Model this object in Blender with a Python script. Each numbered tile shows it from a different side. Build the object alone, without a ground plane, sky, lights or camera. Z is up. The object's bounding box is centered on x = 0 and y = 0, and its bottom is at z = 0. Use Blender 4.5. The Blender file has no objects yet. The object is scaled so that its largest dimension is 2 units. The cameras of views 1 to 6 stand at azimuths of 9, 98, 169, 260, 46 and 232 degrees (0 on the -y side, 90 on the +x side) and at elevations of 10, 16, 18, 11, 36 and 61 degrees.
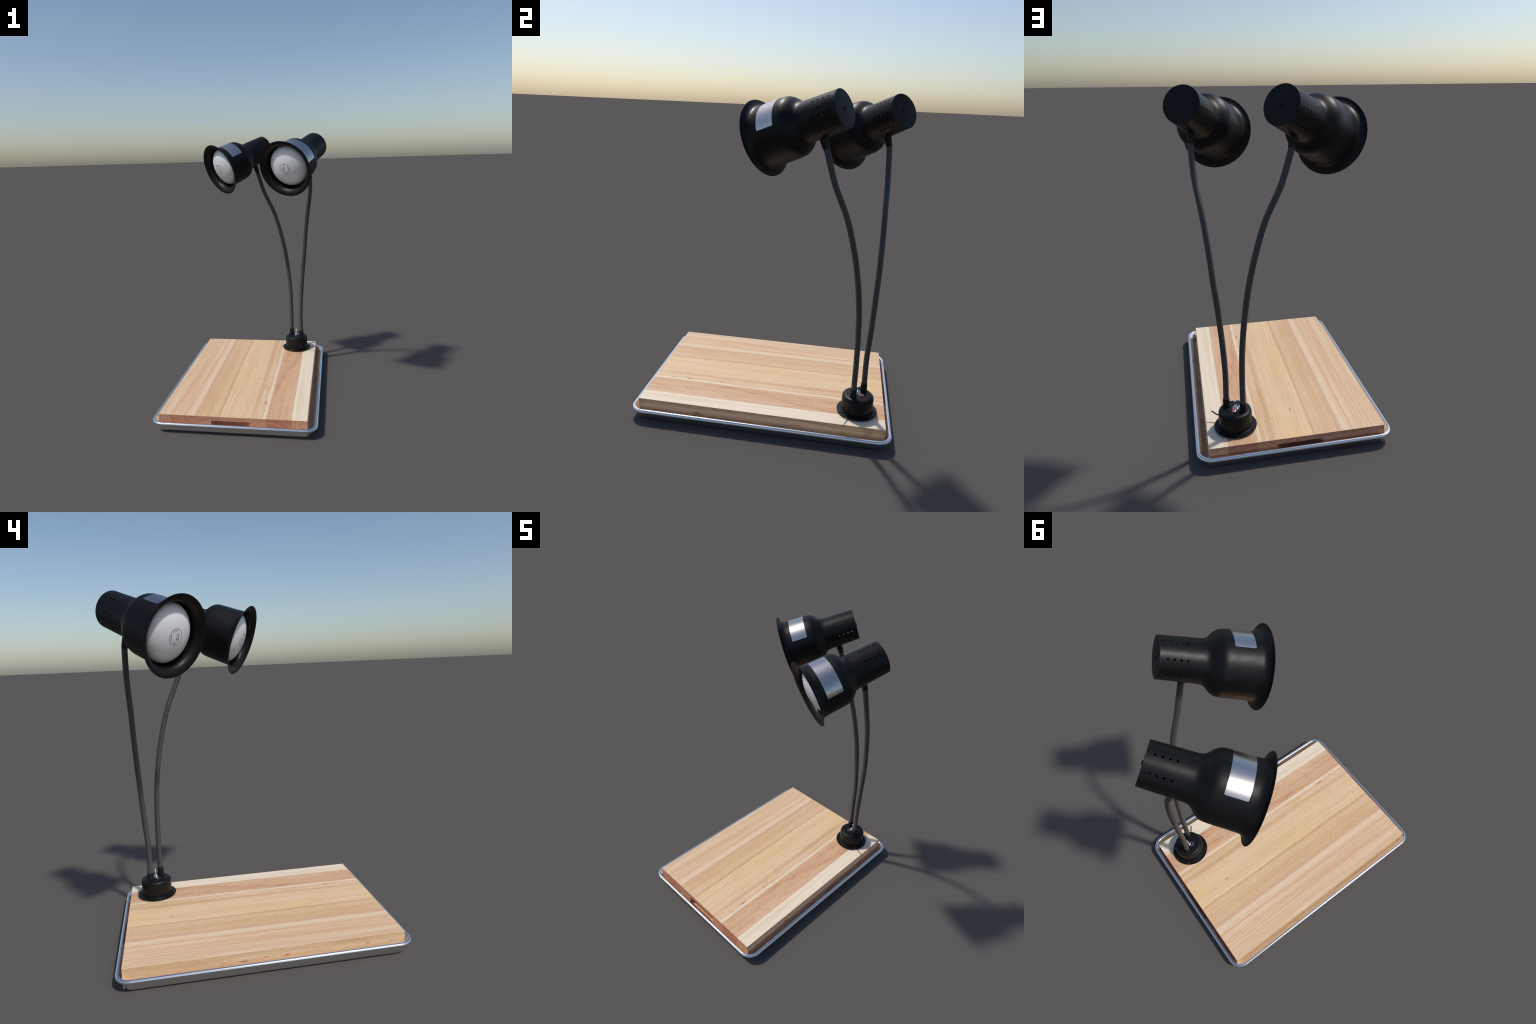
"""Twin heat lamp carving station: a glued-up hardwood cutting board lying in a
polished sheet tray, with a black lamp base on one corner from which two
goosenecks carry bell-shaped heat lamps."""
import bpy, bmesh, math
from math import sin, cos, pi, radians, sqrt, atan2
from mathutils import Vector, Matrix

# ------------------------------------------------------------------ helpers
def lin(r, g, b):
    """8-bit sRGB to linear RGBA."""
    f = lambda c: c / 12.92 if c <= 0.04045 else ((c + 0.055) / 1.055) ** 2.4
    return (f(r / 255), f(g / 255), f(b / 255), 1.0)


def link(obj, parent=None, matrix=None):
    bpy.context.scene.collection.objects.link(obj)
    if parent is not None:
        obj.parent = parent
    if matrix is not None:
        obj.matrix_local = matrix
    return obj


def mesh_from(name, verts, faces, mat=None, smooth=True, angle=40):
    me = bpy.data.meshes.new(name)
    me.from_pydata([tuple(v) for v in verts], [], faces)
    me.validate()
    bm = bmesh.new()
    bm.from_mesh(me)
    bmesh.ops.remove_doubles(bm, verts=bm.verts, dist=1e-6)
    bmesh.ops.recalc_face_normals(bm, faces=bm.faces)
    bm.to_mesh(me)
    bm.free()
    if mat:
        me.materials.append(mat)
    finish(me, smooth, angle)
    return me


def finish(me, smooth=True, angle=40):
    me.polygons.foreach_set("use_smooth", [smooth] * len(me.polygons))
    if smooth:
        me.set_sharp_from_angle(angle=radians(angle))
    me.update()


def lathe(profile, segs, closed=False):
    """Revolve (radius, height) points about z. r = 0 ends become poles."""
    verts, rows = [], []
    for r, z in profile:
        if r < 1e-7:
            rows.append([len(verts)] * segs)
            verts.append((0, 0, z))
        else:
            rows.append(list(range(len(verts), len(verts) + segs)))
            verts += [(r * cos(2 * pi * k / segs), r * sin(2 * pi * k / segs), z) for k in range(segs)]
    faces = []
    n = len(rows)
    for i in range(n if closed else n - 1):
        a, b = rows[i], rows[(i + 1) % n]
        for k in range(segs):
            m = (k + 1) % segs
            f = []
            for v in (a[k], a[m], b[m], b[k]):
                if v not in f:
                    f.append(v)
            if len(f) > 2:
                faces.append(f)
    return verts, faces


def rounded(points, radius, steps=5):
    """Round the corners of an open polyline; radius may be given per point."""
    out = []
    for i, p in enumerate(points):
        rr = radius[i] if isinstance(radius, (list, tuple)) else radius
        if i in (0, len(points) - 1) or rr <= 0:
            out.append(tuple(p))
            continue
        p = Vector(p)
        a = (Vector(points[i - 1]) - p).normalized()
        b = (Vector(points[i + 1]) - p).normalized()
        s, e = p + a * rr, p + b * rr
        for k in range(steps + 1):
            t = k / steps
            out.append(tuple(s * (1 - t) ** 2 + p * 2 * t * (1 - t) + e * t * t))
    return out


def catmull(pts, n):
    pts = [Vector(p) for p in pts]
    q = [2 * pts[0] - pts[1]] + pts + [2 * pts[-1] - pts[-2]]
    out = []
    for i in range(1, len(q) - 2):
        a, b, c, d = q[i - 1:i + 3]
        for k in range(n):
            t = k / n
            out.append(0.5 * (2 * b + (c - a) * t + (2 * a - 5 * b + 4 * c - d) * t * t + (3 * b - a - 3 * c + d) * t ** 3))
    out.append(pts[-1])
    return out


def resample(path, step):
    cum = [0.0]
    for a, b in zip(path, path[1:]):
        cum.append(cum[-1] + (b - a).length)
    n = max(2, round(cum[-1] / step))
    out, j = [], 0
    for k in range(n + 1):
        s = cum[-1] * k / n
        while j < len(path) - 2 and cum[j + 1] < s:
            j += 1
        t = (s - cum[j]) / max(1e-9, cum[j + 1] - cum[j])
        out.append(path[j].lerp(path[j + 1], t))
    return out, cum[-1] / n


def sweep(path, radius, segs):
    """Tube along a path; radius is a function of the sample index."""
    verts, faces = [], []
    tan = (path[1] - path[0]).normalized()
    side = tan.orthogonal().normalized()
    for i, p in enumerate(path):
        t = (path[min(i + 1, len(path) - 1)] - path[max(i - 1, 0)]).normalized()
        side = (side - t * side.dot(t)).normalized()
        other = t.cross(side)
        r = radius(i)
        verts += [p + r * (cos(2 * pi * k / segs) * side + sin(2 * pi * k / segs) * other) for k in range(segs)]
        if i:
            for k in range(segs):
                m = (k + 1) % segs
                faces.append(((i - 1) * segs + k, (i - 1) * segs + m, i * segs + m, i * segs + k))
    faces.append(tuple(range(segs - 1, -1, -1)))
    faces.append(tuple(range((len(path) - 1) * segs, len(path) * segs)))
    return verts, faces


def boolean_cut(me, cutter_me):
    """Return me minus cutter, applied."""
    a = bpy.data.objects.new("cut_target", me)
    b = bpy.data.objects.new("cut_tool", cutter_me)
    for o in (a, b):
        bpy.context.scene.collection.objects.link(o)
    mod = a.modifiers.new("cut", "BOOLEAN")
    mod.operation, mod.solver, mod.object = "DIFFERENCE", "EXACT", b
    dg = bpy.context.evaluated_depsgraph_get()
    out = bpy.data.meshes.new_from_object(a.evaluated_get(dg))
    for o in (a, b):
        bpy.data.objects.remove(o)
    return out


# ------------------------------------------------------------------ materials
class Nodes:
    """Small wrapper for writing node graphs as expressions."""

    def __init__(self, name):
        self.mat = bpy.data.materials.new(name)
        self.mat.use_nodes = True
        self.t = self.mat.node_tree
        self.bsdf = self.t.nodes["Principled BSDF"]
        self.coord = self.t.nodes.new("ShaderNodeTexCoord").outputs["Object"]

    def put(self, sock, v):
        if isinstance(v, bpy.types.NodeSocket):
            self.t.links.new(v, sock)
        elif v is not None:
            sock.default_value = v

    def math(self, op, a, b=None, c=None, clamp=False):
        n = self.t.nodes.new("ShaderNodeMath")
        n.operation, n.use_clamp = op, clamp
        for s, v in zip(n.inputs, (a, b, c)):
            self.put(s, v)
        return n.outputs[0]

    def split(self, vec=None):
        n = self.t.nodes.new("ShaderNodeSeparateXYZ")
        self.put(n.inputs[0], vec or self.coord)
        return n.outputs

    def join(self, x, y, z):
        n = self.t.nodes.new("ShaderNodeCombineXYZ")
        for s, v in zip(n.inputs, (x, y, z)):
            self.put(s, v)
        return n.outputs[0]

    def scaled(self, vec, scale, offset=(0, 0, 0)):
        n = self.t.nodes.new("ShaderNodeMapping")
        self.put(n.inputs["Vector"], vec)
        n.inputs["Scale"].default_value = scale
        n.inputs["Location"].default_value = offset
        return n.outputs[0]

    def noise(self, vec, detail=2.0, rough=0.5, distortion=0.0):
        n = self.t.nodes.new("ShaderNodeTexNoise")
        self.put(n.inputs["Vector"], vec)
        n.inputs["Scale"].default_value = 1.0
        n.inputs["Detail"].default_value = detail
        n.inputs["Roughness"].default_value = rough
        n.inputs["Distortion"].default_value = distortion
        return n.outputs["Fac"]

    def ramp(self, v, lo, hi, a=0.0, b=1.0):
        n = self.t.nodes.new("ShaderNodeMapRange")
        n.interpolation_type = "SMOOTHSTEP"
        for k, x in zip(("Value", "From Min", "From Max", "To Min", "To Max"), (v, lo, hi, a, b)):
            self.put(n.inputs[k], x)
        return n.outputs["Result"]

    def mix(self, fac, a, b, blend="MIX"):
        n = self.t.nodes.new("ShaderNodeMix")
        n.data_type, n.blend_type = "RGBA", blend
        self.put(n.inputs["Factor"], fac)
        self.put(n.inputs[6], a)
        self.put(n.inputs[7], b)
        return n.outputs[2]

    def curve(self, v, points):
        """Float curve through points with 0..1 coordinates."""
        n = self.t.nodes.new("ShaderNodeFloatCurve")
        c = n.mapping.curves[0]
        c.points[0].location, c.points[1].location = points[0], points[-1]
        for p in points[1:-1]:
            c.points.new(*p)
        n.mapping.update()
        self.put(n.inputs["Value"], v)
        return n.outputs[0]

    def set(self, **kw):
        for k, v in kw.items():
            self.put(self.bsdf.inputs[k.replace("_", " ")], v)
        return self.mat

    def bump(self, height, strength, distance):
        n = self.t.nodes.new("ShaderNodeBump")
        n.inputs["Strength"].default_value = strength
        n.inputs["Distance"].default_value = distance
        self.put(n.inputs["Height"], height)
        self.put(self.bsdf.inputs["Normal"], n.outputs[0])


def paint(name, base, rough, spec=0.5, grain=0.05, **extra):
    """Painted or plain surface with a slight mottling of gloss and tone."""
    n = Nodes(name)
    m = n.noise(n.scaled(n.coord, (18, 18, 18)), 3)
    col = n.mix(m, tuple(c * (1 - grain) for c in base[:3]) + (1,), tuple(min(1, c * (1 + grain)) for c in base[:3]) + (1,))
    return n.set(Base_Color=col, Roughness=n.ramp(m, 0.3, 0.7, rough * 0.93, rough * 1.07), Specular_IOR_Level=spec, **extra)


BLACK_PAINT = paint("black_satin_paint", (0.0055, 0.0055, 0.0054), 0.42, 0.23)
BLACK_CAP = paint("black_flat_paint", (0.0095, 0.0095, 0.010), 0.55, 0.24)
BLACK_PLASTIC = paint("black_plastic", (0.0075, 0.0075, 0.0075), 0.5, 0.25)
NECK_METAL = paint("dark_grey_flexible_hose", (0.054, 0.052, 0.050), 0.42, 0.5, 0.1)
CHROME = paint("chrome", (0.86, 0.86, 0.88), 0.09, 0.5, 0.02, Metallic=1.0)
TRAY_METAL = paint("polished_aluminium", (0.91, 0.91, 0.92), 0.13, 0.5, 0.015, Metallic=1.0)
RED = paint("red_enamel", lin(188, 66, 62), 0.35)
BULB_GLASS = paint("frosted_white_glass", (0.76, 0.76, 0.765), 0.3, 0.5, 0.0)
INK = paint("grey_brown_ink", lin(112, 99, 92), 0.6, 0.3)


def brushed():
    n = Nodes("brushed_silver_label")
    line = n.noise(n.scaled(n.coord, (2, 2, 160)), 2)
    return n.set(Base_Color=n.mix(line, (0.595, 0.565, 0.545, 1), (0.655, 0.625, 0.60, 1)), Metallic=1.0, Roughness=0.265)


LABEL_METAL = brushed()


def wood(name, pale, mid, dark, seed, broad=9.0, streak=48.0, streak_amount=0.5, pores=0.35, wash=0.6,
         figure=0.0, figure_scale=(5.0, 0.9), lines=(), spots=(), extra=None, across="x"):
    """Long-grain wood, grain along y. lines: (x, half width, colour, amount);
    spots: (x, y, half width, half length, colour, amount)."""
    n = Nodes(name)
    x, y, z = n.split()
    sway = n.math("MULTIPLY", n.math("SUBTRACT", n.noise(n.scaled(n.coord, (3, 1.6, 3), (seed, 0, 0)), 2), 0.5), 0.03)
    wx = n.math("ADD", x, sway)
    wz = n.math("ADD", z, sway)
    p = n.join(wx, y, wz)
    b = n.noise(n.scaled(p, (broad, 0.55, broad), (seed * 1.7, seed, 0)), 2)
    s = n.noise(n.scaled(p, (streak, 0.8, streak), (seed * 3.1, seed * 0.3, 0)), 3, 0.6)
    h = n.noise(n.scaled(p, (150, 2.4, 150), (seed * 5, seed, 0)), 3, 0.65)
    f = n.noise(n.scaled(p, (330, 9, 330), (seed, 0, 0)), 2, 0.6)
    g = n.noise(n.scaled(p, (120, 26, 120), (seed * 2, 0, 0)), 3, 0.65)
    col = n.mix(n.ramp(b, 0.33, 0.67), pale, mid)
    col = n.mix(n.math("MULTIPLY", n.ramp(s, 0.5, 0.72), streak_amount), col, dark)
    col = n.mix(n.math("MULTIPLY", n.ramp(s, 0.5, 0.3), 0.5), col, pale)
    m = n.noise(n.scaled(p, (24, 0.7, 24), (seed * 4.3, seed * 2, 0)), 3, 0.55)
    col = n.mix(n.ramp(m, 0.52, 0.70, 0.0, 0.45), col, dark)
    col = n.mix(n.ramp(m, 0.48, 0.32, 0.0, wash), col, lin(234, 212, 182))
    if figure:
        c = n.noise(n.scaled(p, (figure_scale[0], figure_scale[1], figure_scale[0]), (seed * 0.7, seed * 1.3, 0)), 1.0, 0.4, 0.3)
        w = n.math("SINE", n.math("MULTIPLY", c, 95.0))
        col = n.mix(n.math("MULTIPLY", n.ramp(w, 0.35, 1.0), figure), col, dark)
    for lx, hw, lc, amt in lines:
        d = n.math("ABSOLUTE", n.math("SUBTRACT", wx, lx))
        m = n.math("MULTIPLY", n.ramp(d, hw, hw * 0.25), n.ramp(g, 0.3, 0.62, 0.45, 1.0))
        col = n.mix(n.math("MULTIPLY", m, amt), col, lc)
    for sx, sy, hw, hl, sc, amt in spots:
        dx = n.math("DIVIDE", n.math("SUBTRACT", x if across == "x" else z, sx), hw)
        dy = n.math("DIVIDE", n.math("SUBTRACT", y, sy), hl)
        d = n.math("SQRT", n.math("ADD", n.math("MULTIPLY", dx, dx), n.math("MULTIPLY", dy, dy)))
        d = n.math("ADD", d, n.math("MULTIPLY", n.math("SUBTRACT", g, 0.5), 1.6))
        col = n.mix(n.math("MULTIPLY", n.ramp(d, 1.15, 0.25), amt), col, sc)
    if extra:
        col = extra(n, col, x, y, z, wx)
    col = n.mix(n.math("MULTIPLY", n.ramp(g, 0.57, 0.7), pores), col, dark)
    k = n.noise(n.scaled(p, (210, 32, 210), (seed * 6, 0, 0)), 2, 0.6)
    col = n.mix(n.ramp(k, 0.54, 0.70, 0.0, 0.34), col, dark)
    col = n.mix(n.ramp(k, 0.46, 0.32, 0.0, 0.3), col, lin(236, 214, 184))
    col = n.mix(n.ramp(h, 0.5, 0.72, 0.0, 0.3), col, dark)
    col = n.mix(n.ramp(h, 0.5, 0.28, 0.0, 0.3), col, pale)
    col = n.mix(n.ramp(f, 0.36, 0.66, 0.0, 0.16), col, dark)
    n.bump(f, 0.05, 0.001)
    return n.set(Base_Color=col, Roughness=0.55, Specular_IOR_Level=0.3)


# colours of the strips, read off where the sun falls squarely on the top
TAN, GOLD = lin(218, 184, 148), lin(220, 178, 124)
CREAM, STRAW = lin(232, 208, 176), lin(226, 194, 153)
PINK, RUST = lin(208, 168, 140), lin(196, 138, 98)
ROSE, ROSE_PALE = lin(212, 169, 130), lin(222, 186, 149)
IVORY, WHITE = lin(233, 216, 190), lin(238, 225, 205)
BROWN_LINE = lin(168, 118, 92)


def rose_figure(n, col, x, y, z, wx):
    """Dark growth line winding down the rose strip around its knot."""
    v = n.math("DIVIDE", n.math("ADD", y, 0.75), 1.5)
    fx = n.curve(v, [(0.0, 0.02), (0.2, 0.05), (0.305, 0.17), (0.345, 0.13), (0.38, 0.14), (0.42, 0.25), (0.455, 0.31),
                     (0.48, 0.28), (0.515, 0.36), (0.556, 0.47), (0.622, 0.65), (0.687, 0.76), (0.795, 0.89), (1.0, 1.0)])
    d = n.math("ABSOLUTE", n.math("SUBTRACT", x, n.math("ADD", n.math("MULTIPLY", fx, 0.167), 0.208)))
    tone = n.ramp(n.noise(n.scaled(n.coord, (4, 5, 4), (3, 1, 0)), 2), 0.35, 0.6, 0.25, 1.0)
    fade = n.ramp(n.math("ABSOLUTE", n.math("SUBTRACT", y, 0.1)), 0.62, 0.3)
    col = n.mix(n.math("MULTIPLY", n.math("MULTIPLY", n.ramp(d, 0.05, 0.0), fade), 0.4), col, lin(206, 150, 112))
    return n.mix(n.math("MULTIPLY", n.math("MULTIPLY", n.ramp(d, 0.0062, 0.0012), tone), fade), col, lin(140, 90, 70))


def gold_patch(n, col, x, y, z, wx):
    """Warm yellow flush at the lamp end and along the middle of the straw strip."""
    m = n.noise(n.scaled(n.coord, (9, 1.6, 9), (7, 0, 0)), 2)
    a = n.math("MULTIPLY", n.ramp(y, 0.55, 0.74), n.ramp(n.math("ABSOLUTE", n.math("SUBTRACT", x, 0.01)), 0.07, 0.03))
    b = n.math("MULTIPLY", n.ramp(m, 0.45, 0.65), 0.5)
    return n.mix(n.math("MAXIMUM", n.math("MULTIPLY", a, 0.8), b), col, lin(229, 192, 138))


WOODS = [
    wood("wood_tan_streaked", lin(221, 190, 156), TAN, lin(206, 166, 126), 1.0, streak_amount=0.4,
         lines=[(-0.505, 0.006, RUST, 0.25), (-0.47, 0.01, CREAM, 0.5)]),
    wood("wood_banded", lin(226, 196, 162), lin(221, 186, 148), lin(206, 160, 118), 2.3, streak_amount=0.35,
         lines=[(-0.43, 0.008, RUST, 0.5), (-0.405, 0.005, RUST, 0.3), (-0.385, 0.007, RUST, 0.5), (-0.34, 0.007, RUST, 0.5),
                (-0.30, 0.024, lin(230, 206, 178), 0.85)]),
    wood("wood_golden_figured", lin(218, 184, 146), lin(213, 174, 132), lin(200, 152, 104), 3.9, broad=7, streak_amount=0.35, wash=0.4,
         figure=0.17, lines=[(-0.265, 0.022, lin(206, 168, 142), 0.7), (-0.138, 0.02, STRAW, 0.6), (-0.165, 0.008, CREAM, 0.4), (-0.2, 0.04, lin(212, 170, 118), 0.35), (-0.118, 0.006, RUST, 0.4)],
         spots=[(-0.16, 0.35, 0.012, 0.03, CREAM, 0.6), (-0.195, 0.1, 0.01, 0.02, lin(196, 146, 96), 0.5)]),
    wood("wood_straw", lin(230, 202, 164), STRAW, lin(208, 164, 114), 5.2, broad=6, streak_amount=0.35, pores=0.3,
         lines=[(-0.03, 0.03, lin(218, 180, 138), 0.5), (0.065, 0.02, lin(219, 182, 140), 0.7), (-0.095, 0.006, lin(232, 204, 160), 0.8), (-0.082, 0.006, RUST, 0.35), (-0.05, 0.012, lin(208, 168, 124), 0.5)],
         spots=[(-0.031, 0.498, 0.006, 0.016, lin(150, 100, 76), 0.9)], extra=gold_patch),
    wood("wood_speckled", lin(228, 200, 166), lin(219, 182, 140), lin(194, 144, 98), 6.6, streak_amount=0.4, pores=0.6,
         lines=[(0.098, 0.012, STRAW, 0.6), (0.118, 0.02, lin(206, 163, 119), 0.55), (0.15, 0.01, CREAM, 0.4), (0.192, 0.012, WHITE, 0.85)],
         spots=[(0.176, -0.522, 0.009, 0.026, lin(166, 96, 72), 0.8), (0.17, -0.303, 0.007, 0.012, lin(176, 108, 80), 0.8),
                (0.183, -0.632, 0.007, 0.012, lin(190, 124, 96), 0.8), (0.15, -0.25, 0.006, 0.01, lin(190, 124, 96), 0.6)]),
    wood("wood_rose_figured", ROSE_PALE, ROSE, lin(186, 134, 98), 8.1, broad=7, streak_amount=0.3, pores=0.2, wash=0.15, figure=0.15,
         figure_scale=(3.5, 0.8), spots=[(0.264, -0.085, 0.02, 0.022, lin(200, 146, 106), 0.7), (0.262, -0.06, 0.005, 0.008, lin(140, 88, 66), 0.9),
                                       (0.25, 0.33, 0.03, 0.012, lin(228, 196, 172), 0.5)], extra=rose_figure),
    wood("wood_ivory", WHITE, IVORY, lin(218, 188, 150), 9.7, broad=14, streak=60, streak_amount=0.6, pores=0.15),
]


def edge_extra(n, col, x, y, z, wx):
    """The board's outer edge is two pieces end to end: brown, then golden."""
    return n.mix(n.ramp(y, 0.474, 0.478), col, n.mix(n.ramp(n.noise(n.scaled(n.coord, (1, 1.2, 55), (4, 0, 0)), 3), 0.35, 0.65),
                                                       lin(224, 190, 146), lin(204, 162, 116)))


WOOD_EDGE = wood("wood_brown_edge", lin(224, 188, 152), lin(207, 165, 129), lin(172, 124, 94), 11.0, broad=22, streak=60, figure=0.5,
                 figure_scale=(9, 1.1), extra=edge_extra, across="z", spots=[(0.06, -0.38, 0.02, 0.03, lin(142, 88, 62), 0.7)])
WOOD_SPECKLED_EDGE = wood("wood_speckled_edge", lin(226, 194, 156), lin(218, 181, 140), lin(190, 142, 98), 12.4, broad=20, pores=0.6,
                          streak_amount=0.3, across="z",
                          spots=[(0.066, 0.14, 0.007, 0.026, lin(166, 96, 76), 0.9), (0.070, -0.09, 0.007, 0.018, lin(166, 96, 72), 0.9),
                                 (0.078, -0.54, 0.012, 0.02, lin(198, 136, 100), 0.7), (0.074, 0.02, 0.007, 0.018, lin(192, 126, 94), 0.7),
                                 (0.055, 0.26, 0.006, 0.015, lin(192, 126, 94), 0.6)])


def end_grain(name, pale, dark, seed, tilt):
    """Reddish end grain: growth rings seen as slanting arcs."""
    n = Nodes(name)
    x, y, z = n.split()
    cx, cz = tilt
    dx, dz = n.math("SUBTRACT", x, cx), n.math("SUBTRACT", z, cz)
    d = n.math("SQRT", n.math("ADD", n.math("MULTIPLY", dx, dx), n.math("MULTIPLY", dz, dz)))
    d = n.math("ADD", d, n.math("MULTIPLY", n.noise(n.scaled(n.coord, (12, 12, 12), (seed, 0, 0)), 2), 0.03))
    rings = n.noise(n.join(n.math("MULTIPLY", d, 75.0), seed, 0.0), 3, 0.6)
    fine = n.noise(n.scaled(n.coord, (260, 260, 260)), 2)
    col = n.mix(n.ramp(rings, 0.35, 0.65), pale, dark)
    col = n.mix(n.ramp(fine, 0.4, 0.7, 0, 0.2), col, lin(140, 84, 60))
    return n.set(Base_Color=col, Roughness=0.6, Specular_IOR_Level=0.25)


END_A = lin(212, 158, 126), lin(182, 124, 94)
END_GRAINS = [
    end_grain("end_grain_upright", lin(208, 158, 128), lin(184, 130, 100), 1.0, (-1.1, 0.2)),
    end_grain("end_grain_slanting", lin(206, 148, 116), lin(174, 114, 84), 2.0, (-0.75, -0.25)),
    end_grain("end_grain_arched", lin(204, 156, 128), lin(178, 124, 98), 3.0, (-0.16, -0.12)),
    end_grain("end_grain_wide", *END_A, 4.0, (0.15, 0.4)),
    end_grain("end_grain_right", lin(216, 164, 128), lin(190, 132, 96), 5.0, (0.4, -0.3)),
    end_grain("end_grain_rose", lin(206, 146, 116), lin(170, 108, 82), 6.0, (0.22, -0.06)),
    end_grain("end_grain_ivory", lin(216, 168, 130), lin(196, 144, 106), 7.0, (0.8, 0.05)),
]

# ------------------------------------------------------------------ root
root = bpy.data.objects.new("heat_lamp_carving_station", None)
link(root)
root["label"] = "twin black gooseneck heat lamps over a wooden carving board in a polished tray"
root["category"] = "heat lamp"

# ------------------------------------------------------------------ tray
TRAY_X, TRAY_Y, RIM_CORNER = (-0.588, 0.548), (-0.8, 0.8), 0.088


def tray_mesh():
    """Sheet tray: one cross-section carried round a rounded rectangle.
    Section points are (inset from the rim's outer edge, height)."""
    bead_r, bead_c = 0.0135, (0.0135, 0.0622)
    sect = [(0.060, 0.0)]
    sect += rounded([(0.052, 0.0), (0.036, 0.0), (0.030, 0.0555)], [0, 0.011, 0], 4)           # outer wall
    a0, a1 = -150, 160
    for k in range(15):                                                                        # rolled bead
        a = radians(a0 + (a1 - a0) * k / 14)
        sect.append((bead_c[0] - bead_r * cos(a), bead_c[1] + bead_r * sin(a)))
    sect += rounded([(0.0285, 0.0635), (0.034, 0.058), (0.058, 0.018), (0.0675, 0.018)], [0, 0.005, 0.009, 0], 5)  # inner wall
    sect.append((0.068, 0.018))
    stations = []
    for ex, ey, a in ((1, 1, 0), (0, 1, 90), (0, 0, 180), (1, 0, 270)):
        for k in range(9):
            t = radians(a + 90 * k / 8)
            stations.append((ex, ey, cos(t), sin(t)))
    verts, m = [], len(sect)
    for ex, ey, c, s in stations:
        cx = TRAY_X[ex] + (-RIM_CORNER if ex else RIM_CORNER)
        cy = TRAY_Y[ey] + (-RIM_CORNER if ey else RIM_CORNER)
        for inset, z in sect:
            verts.append((cx + (RIM_CORNER - inset) * c, cy + (RIM_CORNER - inset) * s, z))
    faces, n = [], len(stations)
    for i in range(n):
        j = (i + 1) % n
        for k in range(m - 1):
            faces.append((i * m + k, j * m + k, j * m + k + 1, i * m + k + 1))
    faces.append(tuple(i * m for i in range(n)))
    faces.append(tuple(i * m + m - 1 for i in range(n)))
    return mesh_from("tray", verts, faces, TRAY_METAL, angle=45)


link(bpy.data.objects.new("tray", tray_mesh()), root)

# ------------------------------------------------------------------ cutting board
BX, BY, BZ = (-0.5335, 0.4795), (-0.7540, 0.7605), (0.0045, 0.1163)
SEAMS = [BX[0], -0.452, -0.281, -0.108, 0.085, 0.208, 0.3755, BX[1]]
board = bpy.data.objects.new("cutting_board", None)
link(board, root)


def finger_pocket(y_face, inward):
    """Tapered hand grip sunk into an end of the board, as a cutting tool."""
    x0, x1, z0, z1, depth, run = -0.165, 0.1, 0.026, 0.0862, 0.056, 0.06
    y1, y0 = y_face + inward * depth, y_face - inward * 0.02
    out = run * 0.02 / depth
    plan = [(x0 - out, y0), (x1 + out, y0), (x1, y_face), (x1 - run * 0.45, y_face + inward * depth * 0.7), (x1 - run, y1),
            (x0 + run, y1), (x0 + run * 0.45, y_face + inward * depth * 0.7), (x0, y_face)]
    n = len(plan)
    verts = [(x, y, z) for z in (z0, z1) for x, y in plan]
    faces = [tuple(range(n)), tuple(range(n, 2 * n))] + [(i, (i + 1) % n, n + (i + 1) % n, n + i) for i in range(n)]
    return verts, faces


pv, pf = [], []
for y_face, inward in ((BY[0], 1), (BY[1], -1)):
    v, f = finger_pocket(y_face, inward)
    pf += [tuple(i + len(pv) for i in face) for face in f]
    pv += v
pocket = mesh_from("pocket_tool", pv, pf, smooth=False)

for i, (x0, x1) in enumerate(zip(SEAMS, SEAMS[1:])):
    bm = bmesh.new()
    bmesh.ops.create_cube(bm, size=1.0, matrix=Matrix.Translation(((x0 + x1) / 2, sum(BY) / 2, sum(BZ) / 2))
                          @ Matrix.Diagonal((x1 - x0, BY[1] - BY[0], BZ[1] - BZ[0], 1)))
    soft = []
    for e in bm.edges:                       # soften only the board's own outer edges
        mid = (e.verts[0].co + e.verts[1].co) / 2
        at_end = min(abs(mid.y - BY[0]), abs(mid.y - BY[1])) < 1e-5
        at_side = min(abs(mid.x - BX[0]), abs(mid.x - BX[1])) < 1e-5
        at_top = min(abs(mid.z - BZ[0]), abs(mid.z - BZ[1])) < 1e-5
        if (at_end and at_top) or (at_side and at_top) or (at_end and at_side):
            soft.append(e)
    bmesh.ops.bevel(bm, geom=soft, offset=0.0016, segments=2, profile=0.5, affect="EDGES")
    me = bpy.data.meshes.new("board_strip")
    bm.to_mesh(me)
    bm.free()
    if 2 <= i <= 4:
        me = boolean_cut(me, pocket)
        me.name = "board_strip"
    me.materials.clear()
    for m in (WOODS[i], END_GRAINS[i], WOOD_EDGE if i == 6 else WOOD_SPECKLED_EDGE):
        me.materials.append(m)
    for p in me.polygons:
        inside = 2 <= i <= 4 and BY[0] + 0.002 < p.center.y < BY[1] - 0.002 and BZ[0] + 0.005 < p.center.z < BZ[1] - 0.005
        joint = abs(p.normal.x) > 0.9 and min(abs(p.center.x - x0), abs(p.center.x - x1)) < 1e-4
        if (inside and not joint) or (abs(p.normal.z) < 0.5 and abs(p.normal.y) > 0.5):
            p.material_index = 1
        elif abs(p.normal.x) > 0.5 and ((i == 0 and p.normal.x < 0) or (i == 6 and p.normal.x > 0)):
            p.material_index = 2
    finish(me, smooth=False)
    link(bpy.data.objects.new("board_strip", me), board)

# ------------------------------------------------------------------ lamp base
BASE = Vector((0.312, 0.589, 0.1166))
DOME_TOP = 0.1180


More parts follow.
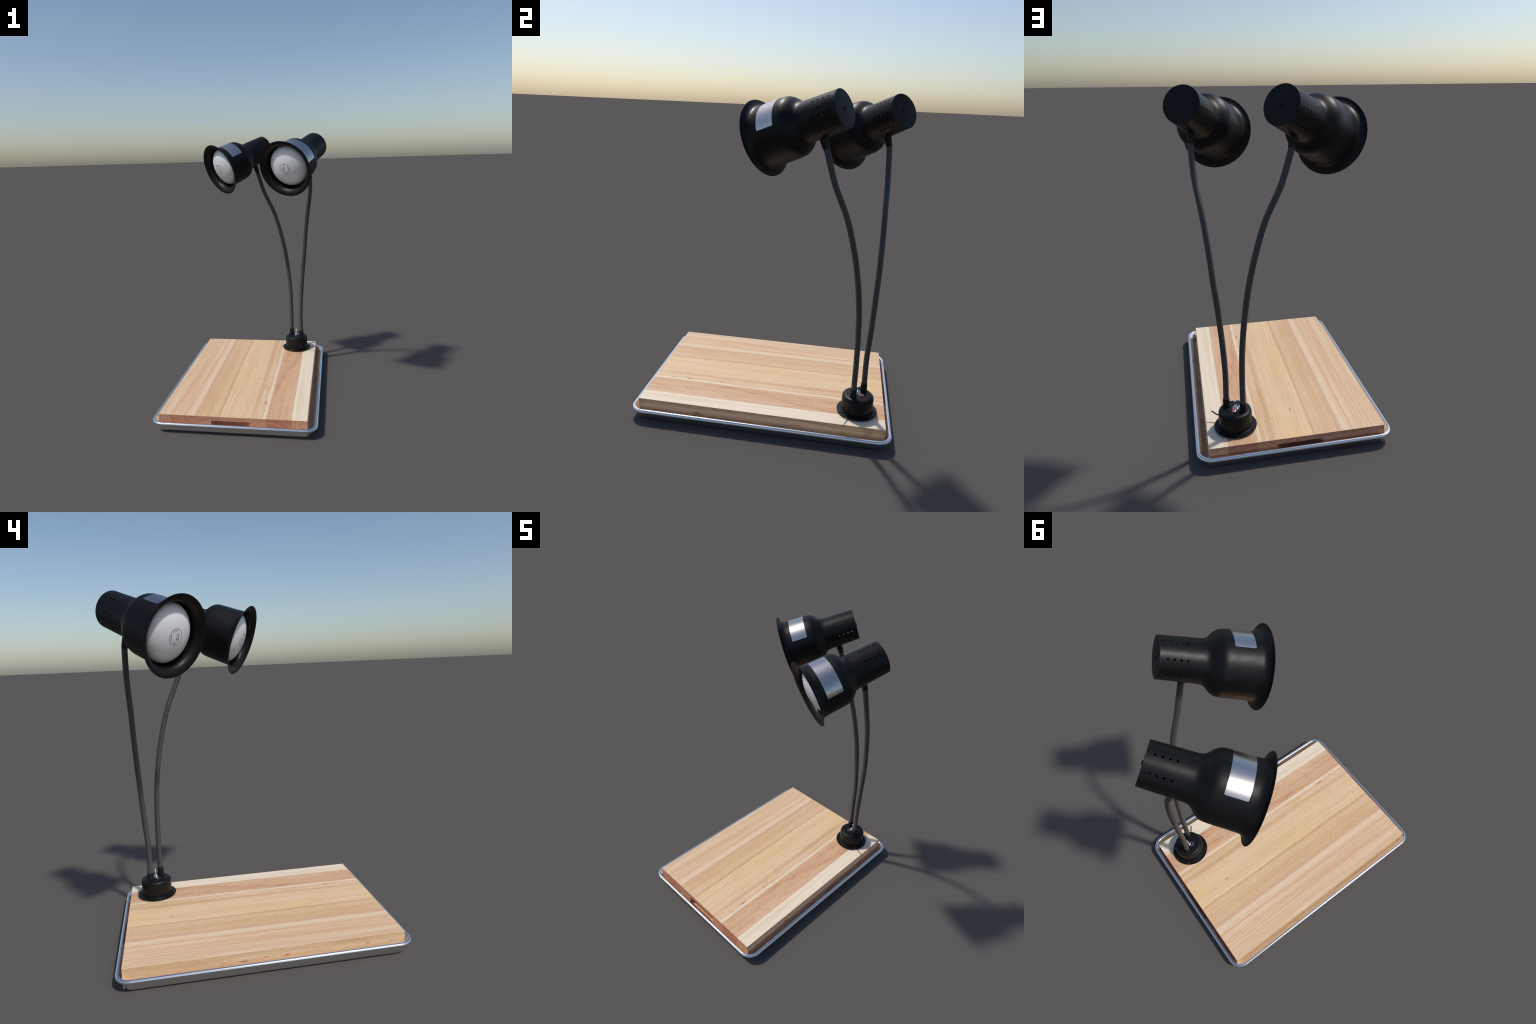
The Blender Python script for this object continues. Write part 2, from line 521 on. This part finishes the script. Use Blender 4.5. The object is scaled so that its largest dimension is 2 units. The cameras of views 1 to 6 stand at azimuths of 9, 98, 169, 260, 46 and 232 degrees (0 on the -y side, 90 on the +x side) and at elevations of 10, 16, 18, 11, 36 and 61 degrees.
def lamp_base_mesh():
    # a thin flange held just clear of the board by a foot ring
    prof = [(0, 0), (0.0940, 0), (0.0940, 0.0085), (0.1220, 0.0085), (0.1228, 0.0092), (0.1228, 0.0112), (0.1220, 0.0120), (0.1030, 0.0120)]
    for k in range(7):                                          # bead where the cup meets the flange
        a = radians(-10 + 150 * k / 6)
        prof.append((0.0992 + 0.0028 * cos(a), 0.0134 + 0.0028 * sin(a)))
    prof += rounded([(0.0962, 0.0155), (0.0955, DOME_TOP), (0.0, DOME_TOP + 0.0006)], [0, 0.024, 0], 8)
    v, f = lathe(prof, 64)
    me = mesh_from("lamp_base", v, f, BLACK_PAINT, angle=50)
    hv, hf = [], []
    for k in range(4):                                          # screw holes through the flange
        a = radians(52.5 + 90 * k)
        v, f = lathe([(0, -0.01), (0.0048, -0.01), (0.0048, 0.03), (0, 0.03)], 16)
        hf += [[i + len(hv) for i in face] for face in f]
        hv += [(x + 0.1115 * cos(a), y + 0.1115 * sin(a), z) for x, y, z in v]
    out = boolean_cut(me, mesh_from("hole_tool", hv, hf, smooth=False))
    out.name = "lamp_base"
    finish(out, True, 35)
    return out


lamp_base = link(bpy.data.objects.new("lamp_base", lamp_base_mesh()), root, Matrix.Translation(BASE))

# toggle switch on top of the base, plate lying across the line of the necks
ALONG = atan2(0.82, 0.57)


def stadium(length, width, z0, z1, bevel, segs=10):
    r, h = width / 2, length / 2 - width / 2
    ring = [(h + r * cos(radians(-90 + 180 * k / segs)), r * sin(radians(-90 + 180 * k / segs))) for k in range(segs + 1)]
    ring += [(-x, -y) for x, y in ring]
    n, verts = len(ring), []
    for s, z in ((1, z0), (1, z1 - bevel), (1 - bevel / r, z1)):
        verts += [(x * s, y * s, z) for x, y in ring]
    faces = [tuple(range(n - 1, -1, -1)), tuple(range(2 * n, 3 * n))]
    faces += [(j * n + i, j * n + (i + 1) % n, (j + 1) * n + (i + 1) % n, (j + 1) * n + i) for j in (0, 1) for i in range(n)]
    return verts, faces


turn = Matrix.Translation((-0.003, 0.001, DOME_TOP)) @ Matrix.Rotation(ALONG, 4, "Z")
plate = link(bpy.data.objects.new("switch_plate", mesh_from("switch_plate", *stadium(0.076, 0.027, 0.0, 0.0028, 0.0008), CHROME)), lamp_base, turn)
for name, off, mat in (("on_marking", 0.0235, RED), ("off_marking", -0.0235, BLACK_PLASTIC)):
    v, f = lathe([(0, 0.0024), (0.0108, 0.0024), (0.0108, 0.0034), (0.0102, 0.0037), (0, 0.0037)], 24)
    link(bpy.data.objects.new(name, mesh_from(name, v, f, mat)), lamp_base, turn @ Matrix.Translation((off, 0, 0)))
v, f = lathe([(0, 0.0028), (0.0185, 0.0028), (0.0185, 0.0045), (0.0178, 0.0050), (0, 0.0050)], 28)
link(bpy.data.objects.new("washer", mesh_from("washer", v, f, CHROME)), lamp_base, turn)
v, f = lathe([(0, 0.0048), (0.0165, 0.0048), (0.0165, 0.0105), (0.0150, 0.0122), (0.0, 0.0122)], 6)
link(bpy.data.objects.new("hex_nut", mesh_from("hex_nut", v, f, CHROME, angle=20)), lamp_base, turn)
prof = [(0, 0.0115)]
for k in range(4):                                              # threaded bushing
    z = 0.012 + 0.0026 * k
    prof += [(0.0092, z), (0.0084, z + 0.0013)]
prof += [(0.0080, 0.0228), (0.005, 0.0236), (0, 0.0236)]
v, f = lathe(prof, 20)
link(bpy.data.objects.new("threaded_bushing", mesh_from("threaded_bushing", v, f, CHROME)), lamp_base, turn)
prof = [(0, 0.0), (0.0036, 0.0), (0.0046, 0.012), (0.0068, 0.026)]
for k in range(1, 8):
    a = radians(90 * k / 7)
    prof.append((0.0074 * cos(a), 0.0285 + 0.0072 * sin(a)))
v, f = lathe(prof, 20)
lever = Matrix.Translation((-0.0025, 0.001, DOME_TOP + 0.0215)) @ Vector((0.12, 0.10, 1)).to_track_quat("Z", "Y").to_matrix().to_4x4()
link(bpy.data.objects.new("switch_lever", mesh_from("switch_lever", v, f, CHROME)), lamp_base, lever)

# power cable stub with its grommet
root_pt, tip = Vector((0.3885, 0.5315, 0.1565)) - BASE, Vector((0.4405, 0.4955, 0.1735)) - BASE
out_dir = Vector((root_pt.x, root_pt.y, 0)).normalized()
path, _ = resample(catmull([root_pt - out_dir * 0.006, root_pt + out_dir * 0.010, root_pt.lerp(tip, 0.52) + Vector((0, 0, -0.0055)), tip], 12), 0.002)
link(bpy.data.objects.new("power_cable", mesh_from("power_cable", *sweep(path, lambda i: 0.0040, 14), BLACK_PLASTIC)), lamp_base)
v, f = lathe([(0, -0.008), (0.0095, -0.008), (0.0095, 0.002), (0.0075, 0.0045), (0.0045, 0.005), (0, 0.005)], 20)
link(bpy.data.objects.new("cable_grommet", mesh_from("cable_grommet", v, f, BLACK_PLASTIC)), lamp_base,
     Matrix.Translation(root_pt) @ out_dir.to_track_quat("Z", "Y").to_matrix().to_4x4())

# ------------------------------------------------------------------ lamp head meshes (local z = beam axis from the end cap, y = up)
LENGTH, SEG = 0.5037, 40
OUTER = [(0.1012, 0.003), (0.1020, 0.03), (0.1045, 0.10), (0.1064, 0.165), (0.1080, 0.205), (0.1105, 0.221), (0.1160, 0.234),
         (0.1265, 0.246), (0.1385, 0.257), (0.1490, 0.269), (0.1570, 0.282), (0.1612, 0.295), (0.1635, 0.312), (0.1648, 0.335),
         (0.1664, 0.385), (0.1680, 0.435), (0.1692, 0.458), (0.1708, 0.470), (0.1745, 0.4805), (0.1812, 0.4895), (0.1905, 0.4965),
         (0.2025, 0.5010), (0.2130, 0.5034)]


def spline_profile(pts, n=3):
    return [(p.x, p.y) for p in catmull([(r, z, 0) for r, z in pts], n)]


def shade_mesh():
    outer = spline_profile(OUTER, 2)
    wall = 0.0028
    inner = []
    for i, (r, z) in enumerate(outer):                           # offset inwards along the profile's normal
        a, b = Vector(outer[max(i - 1, 0)]), Vector(outer[min(i + 1, len(outer) - 1)])
        t = (b - a).normalized()
        inner.append((r - wall * t.y, z + wall * t.x))
    lip = [(0.2142, 0.5042), (0.2146, 0.5052), (0.2138, 0.5062)]
    v, f = lathe(outer + lip + inner[::-1], SEG, closed=True)
    me = mesh_from("lamp_shade", v, f, BLACK_PAINT, angle=60)
    hv, hf = [], []
    for row in range(8):                                         # vent holes: eight rows of four
        phi = 2 * pi * row / 8
        for k in range(4):
            m = Matrix.Translation((0, 0, 0.0365 + 0.0303 * k)) @ Matrix.Rotation(phi, 4, "Z") @ Matrix.Rotation(pi / 2, 4, "X")
            cv, cf = lathe([(0, -0.12), (0.0056, -0.12), (0.0056, -0.085), (0, -0.085)], 12)
            hf += [[i + len(hv) for i in face] for face in cf]
            hv += [m @ Vector(c) for c in cv]
    out = boolean_cut(me, mesh_from("vent_tool", hv, hf, smooth=False))
    out.name = "lamp_shade"
    finish(out, True, 60)
    normals = [Vector(c.vector) for c in out.corner_normals]
    for p in out.polygons:                                       # keep the perforated neck perfectly round in shading
        if p.center.z < 0.17:
            rad = Vector((p.center.x, p.center.y, 0)).normalized()
            side = p.normal.dot(rad)
            for li in p.loop_indices:
                co = out.vertices[out.loops[li].vertex_index].co
                vr = Vector((co.x, co.y, 0)).normalized()
                if abs(side) > 0.7:
                    normals[li] = (vr + Vector((0, 0, -0.03))).normalized() * (1 if side > 0 else -1)
                elif abs(p.normal.z) < 0.95:
                    normals[li] = p.normal.copy()
    out.normals_split_custom_set([tuple(n) for n in normals])
    return out


SHADE = shade_mesh()
v, f = lathe(rounded([(0, 0), (0.1013, 0), (0.1013, 0.0034), (0.0, 0.0034)], [0, 0.0008, 0, 0], 3), SEG)
END_CAP = mesh_from("end_cap", v, f, BLACK_CAP, angle=30)


def screw_mesh():
    prof = [(0, -0.0055), (0.004, -0.0054), (0.0085, -0.0042), (0.0108, -0.0022), (0.0112, 0.0004), (0, 0.0004)]
    v, f = lathe(prof, 24)
    me = mesh_from("cap_screw", v, f, BLACK_PAINT)
    tv, tf = [], []
    for w, h in ((0.0012, 0.006), (0.006, 0.0012)):              # cross recess
        k = len(tv)
        tv += [(sx * w, sy * h, z) for z in (-0.008, -0.0022) for sx, sy in ((-1, -1), (1, -1), (1, 1), (-1, 1))]
        tf += [[k + i for i in q] for q in ((0, 1, 2, 3), (4, 5, 6, 7), (0, 1, 5, 4), (1, 2, 6, 5), (2, 3, 7, 6), (3, 0, 4, 7))]
    for k in (0, 1):
        me = boolean_cut(me, mesh_from("cross_tool", tv[k * 8:k * 8 + 8], [[i for i in q] for q in tf[:6]], smooth=False))
    me.name = "cap_screw"
    finish(me, True, 30)
    return me


SCREW = screw_mesh()

BULB_TIP, BULB_BACK, BULB_R = 0.5036, 0.4335, 0.1565      # reflector bulb: rounded face on a cone


def dome(r):
    return BULB_BACK + (BULB_TIP - BULB_BACK) * max(0.0, 1 - (r / BULB_R) ** 2) ** 0.55


prof = [(0, 0.30), (0.060, 0.305), (0.090, 0.318), (0.118, 0.340), (0.140, 0.375), (0.1515, 0.410)]
prof += [(r, dome(r)) for r in (BULB_R * sin(radians(a)) for a in range(90, -1, -6))]
v, f = lathe(prof, 28)
BULB = mesh_from("heat_bulb", v, f, BULB_GLASS, angle=70)


def text_polys(body, size):
    cu = bpy.data.curves.new("lettering", "FONT")
    cu.body, cu.size, cu.align_x, cu.align_y = body, size, "CENTER", "CENTER"
    cu.resolution_u = 3
    cu.offset = size * 0.012
    ob = bpy.data.objects.new("lettering", cu)
    bpy.context.scene.collection.objects.link(ob)
    me = bpy.data.meshes.new_from_object(ob.evaluated_get(bpy.context.evaluated_depsgraph_get()))
    pts, polys = [p.co.copy() for p in me.vertices], [tuple(p.vertices) for p in me.polygons]
    bpy.data.objects.remove(ob)
    bpy.data.meshes.remove(me)
    return pts, polys


def stamp_mesh():
    """Round maker's stamp printed on the bulb: ring, arched rating, two lines below."""
    verts, faces = [], []

    def add(pts, polys, m):
        k = len(verts)
        verts.extend(m @ Vector((p.x, p.y, 0)) for p in pts)
        faces.extend(tuple(i + k for i in q) for q in polys)

    R, n = 0.0415, 64
    k = len(verts)
    for r in (R - 0.0009, R + 0.0009):
        verts.extend(Vector((r * cos(2 * pi * i / n), r * sin(2 * pi * i / n), 0)) for i in range(n))
    faces.extend((k + i, k + (i + 1) % n, k + n + (i + 1) % n, k + n + i) for i in range(n))
    arc = "AC 150W 230V"
    for i, ch in enumerate(arc):
        if ch != " ":
            a = radians(97 - 194 * i / (len(arc) - 1))
            add(*text_polys(ch, 0.0125), Matrix.Rotation(a, 4, "Z") @ Matrix.Translation((0, R - 0.0095, 0)))
    add(*text_polys("TEFLON", 0.0118), Matrix.Translation((0, -0.0075, 0)))
    add(*text_polys("BR 40", 0.0112), Matrix.Translation((0, -0.0195, 0)))
    verts = [(p.x, p.y, dome(sqrt(p.x ** 2 + p.y ** 2)) + 0.0007) for p in verts]
    me = bpy.data.meshes.new("bulb_stamp")
    me.from_pydata(verts, [], faces)
    me.materials.append(INK)
    me.update()
    return me


STAMP = stamp_mesh()


def outer_radius(z):
    for (r0, z0), (r1, z1) in zip(OUTER, OUTER[1:]):
        if z0 <= z <= z1:
            return r0 + (r1 - r0) * (z - z0) / (z1 - z0)


def label_mesh():
    """Silver foil label wrapped on the shade, corners rounded, centred on +y."""
    z0, z1, half, corner = 0.331, 0.4345, radians(47.9), 0.006
    zs = [z0 + corner * (1 - cos(radians(a))) for a in range(0, 91, 15)]
    zs += [z0 + corner + (z1 - z0 - 2 * corner) * k / 5 for k in range(1, 5)]
    zs += [z1 - corner * (1 - cos(radians(a))) for a in range(90, -1, -15)]
    cols, verts, faces = 64, [], []
    for lift in (0.0009, -0.0006):
        for z in zs:
            r = outer_radius(z) + lift
            edge = min(z - z0, z1 - z)
            cut = corner - sqrt(max(0, corner ** 2 - max(0, corner - edge) ** 2)) if edge < corner else 0
            h = half - cut / r
            for k in range(cols + 1):
                a = -h + 2 * h * k / cols
                verts.append((-r * sin(a), r * cos(a), z))
    n, w = len(zs), cols + 1
    for layer in (0, 1):
        o = layer * n * w
        for j in range(n - 1):
            for k in range(cols):
                q = (o + j * w + k, o + j * w + k + 1, o + (j + 1) * w + k + 1, o + (j + 1) * w + k)
                faces.append(q if layer else q[::-1])
    border = [(0, k) for k in range(cols)] + [(j, cols) for j in range(n - 1)] + [(n - 1, k) for k in range(cols, 0, -1)] + [(j, 0) for j in range(n - 1, 0, -1)]
    idx = [j * w + k for j, k in border]
    for a, b in zip(idx, idx[1:] + idx[:1]):
        faces.append((a, b, b + n * w, a + n * w))
    return mesh_from("silver_label", verts, faces, LABEL_METAL, angle=40)


LABEL = label_mesh()
SLEEVE_Z = 0.150
v, f = lathe(rounded([(0, -0.02), (0.0212, -0.02), (0.0212, 0.012), (0.0186, 0.068), (0.0, 0.068)], [0, 0, 0, 0.001, 0], 3), 28)
HEAD_SLEEVE = mesh_from("neck_sleeve", v, f, BLACK_PLASTIC, angle=40)
v, f = lathe(rounded([(0, -0.004), (0.0206, -0.004), (0.0192, 0.0545), (0.0, 0.0545)], [0, 0, 0.001, 0], 3), 28)
BASE_SLEEVE = mesh_from("neck_sleeve_lower", v, f, BLACK_PLASTIC, angle=40)

# ------------------------------------------------------------------ the two lamps
TILT = radians(-20.41)
LAMPS = [
    dict(cap=(0.4966, 0.3718, 1.9049), azimuth=-25.77, label=-35.3, stamp=-88,
         neck=[(0.3571, 0.5583, 0.2335), (0.3569, 0.5581, 0.2880), (0.3549, 0.5571, 0.4606), (0.3632, 0.5519, 0.6375), (0.3763, 0.5405, 0.8145),
               (0.3935, 0.5170, 0.9915), (0.4084, 0.4805, 1.1685), (0.4282, 0.4277, 1.3455), (0.4535, 0.3520, 1.5225)]),
    dict(cap=(0.0465, 0.6973, 1.9049), azimuth=-45.77, label=-13.3, stamp=88,
         neck=[(0.2680, 0.6213, 0.2335), (0.2679, 0.6213, 0.2880), (0.2674, 0.6202, 0.4588), (0.2615, 0.6294, 0.6363), (0.2446, 0.6364, 0.8137),
               (0.2187, 0.6429, 0.9911), (0.1789, 0.6458, 1.1685), (0.1236, 0.6458, 1.3460), (0.0415, 0.6470, 1.5234)]),
]
PITCH, PER = 0.0118, 6

for lamp in LAMPS:
    az = radians(lamp["azimuth"])
    d = Vector((cos(TILT) * sin(az), -cos(TILT) * cos(az), sin(TILT)))
    a = d.cross(Vector((0, 0, 1))).normalized()
    up = a.cross(d)
    cap = Vector(lamp["cap"])
    frame = Matrix(((-a.x, up.x, d.x, cap.x), (-a.y, up.y, d.y, cap.y), (-a.z, up.z, d.z, cap.z), (0, 0, 0, 1)))
    shade = link(bpy.data.objects.new("lamp_shade", SHADE), root, frame)
    link(bpy.data.objects.new("end_cap", END_CAP), shade)
    link(bpy.data.objects.new("cap_screw", SCREW), shade)
    link(bpy.data.objects.new("heat_bulb", BULB), shade)
    link(bpy.data.objects.new("bulb_stamp", STAMP), shade, Matrix.Rotation(radians(lamp["stamp"]), 4, "Z"))
    link(bpy.data.objects.new("silver_label", LABEL), shade, Matrix.Rotation(radians(lamp["label"]), 4, "Z"))
    link(bpy.data.objects.new("neck_sleeve", HEAD_SLEEVE), shade, Matrix.Translation((0, -0.095, SLEEVE_Z)) @ Matrix.Rotation(pi / 2, 4, "X"))
    # ribbed hose from the base up into the sleeve under the shade
    ends = [frame @ Vector((0, -0.170, SLEEVE_Z)), frame @ Vector((0, -0.135, SLEEVE_Z))]
    path, step = resample(catmull([Vector(p) for p in lamp["neck"]] + ends, 24), PITCH / PER)
    ribs = lambda i: 0.0157 + 0.0014 * (0.5 - 0.5 * cos(2 * pi * i / PER)) ** 0.6
    neck = link(bpy.data.objects.new("gooseneck", mesh_from("gooseneck", *sweep(path, ribs, 20), NECK_METAL, angle=75)), root)
    foot = Vector(lamp["neck"][0])
    lean = (Vector(lamp["neck"][1]) - foot).normalized()
    link(bpy.data.objects.new("neck_sleeve", BASE_SLEEVE), neck, Matrix.Translation(foot) @ lean.to_track_quat("Z", "Y").to_matrix().to_4x4())

for me in list(bpy.data.meshes):
    if not me.users:
        bpy.data.meshes.remove(me)
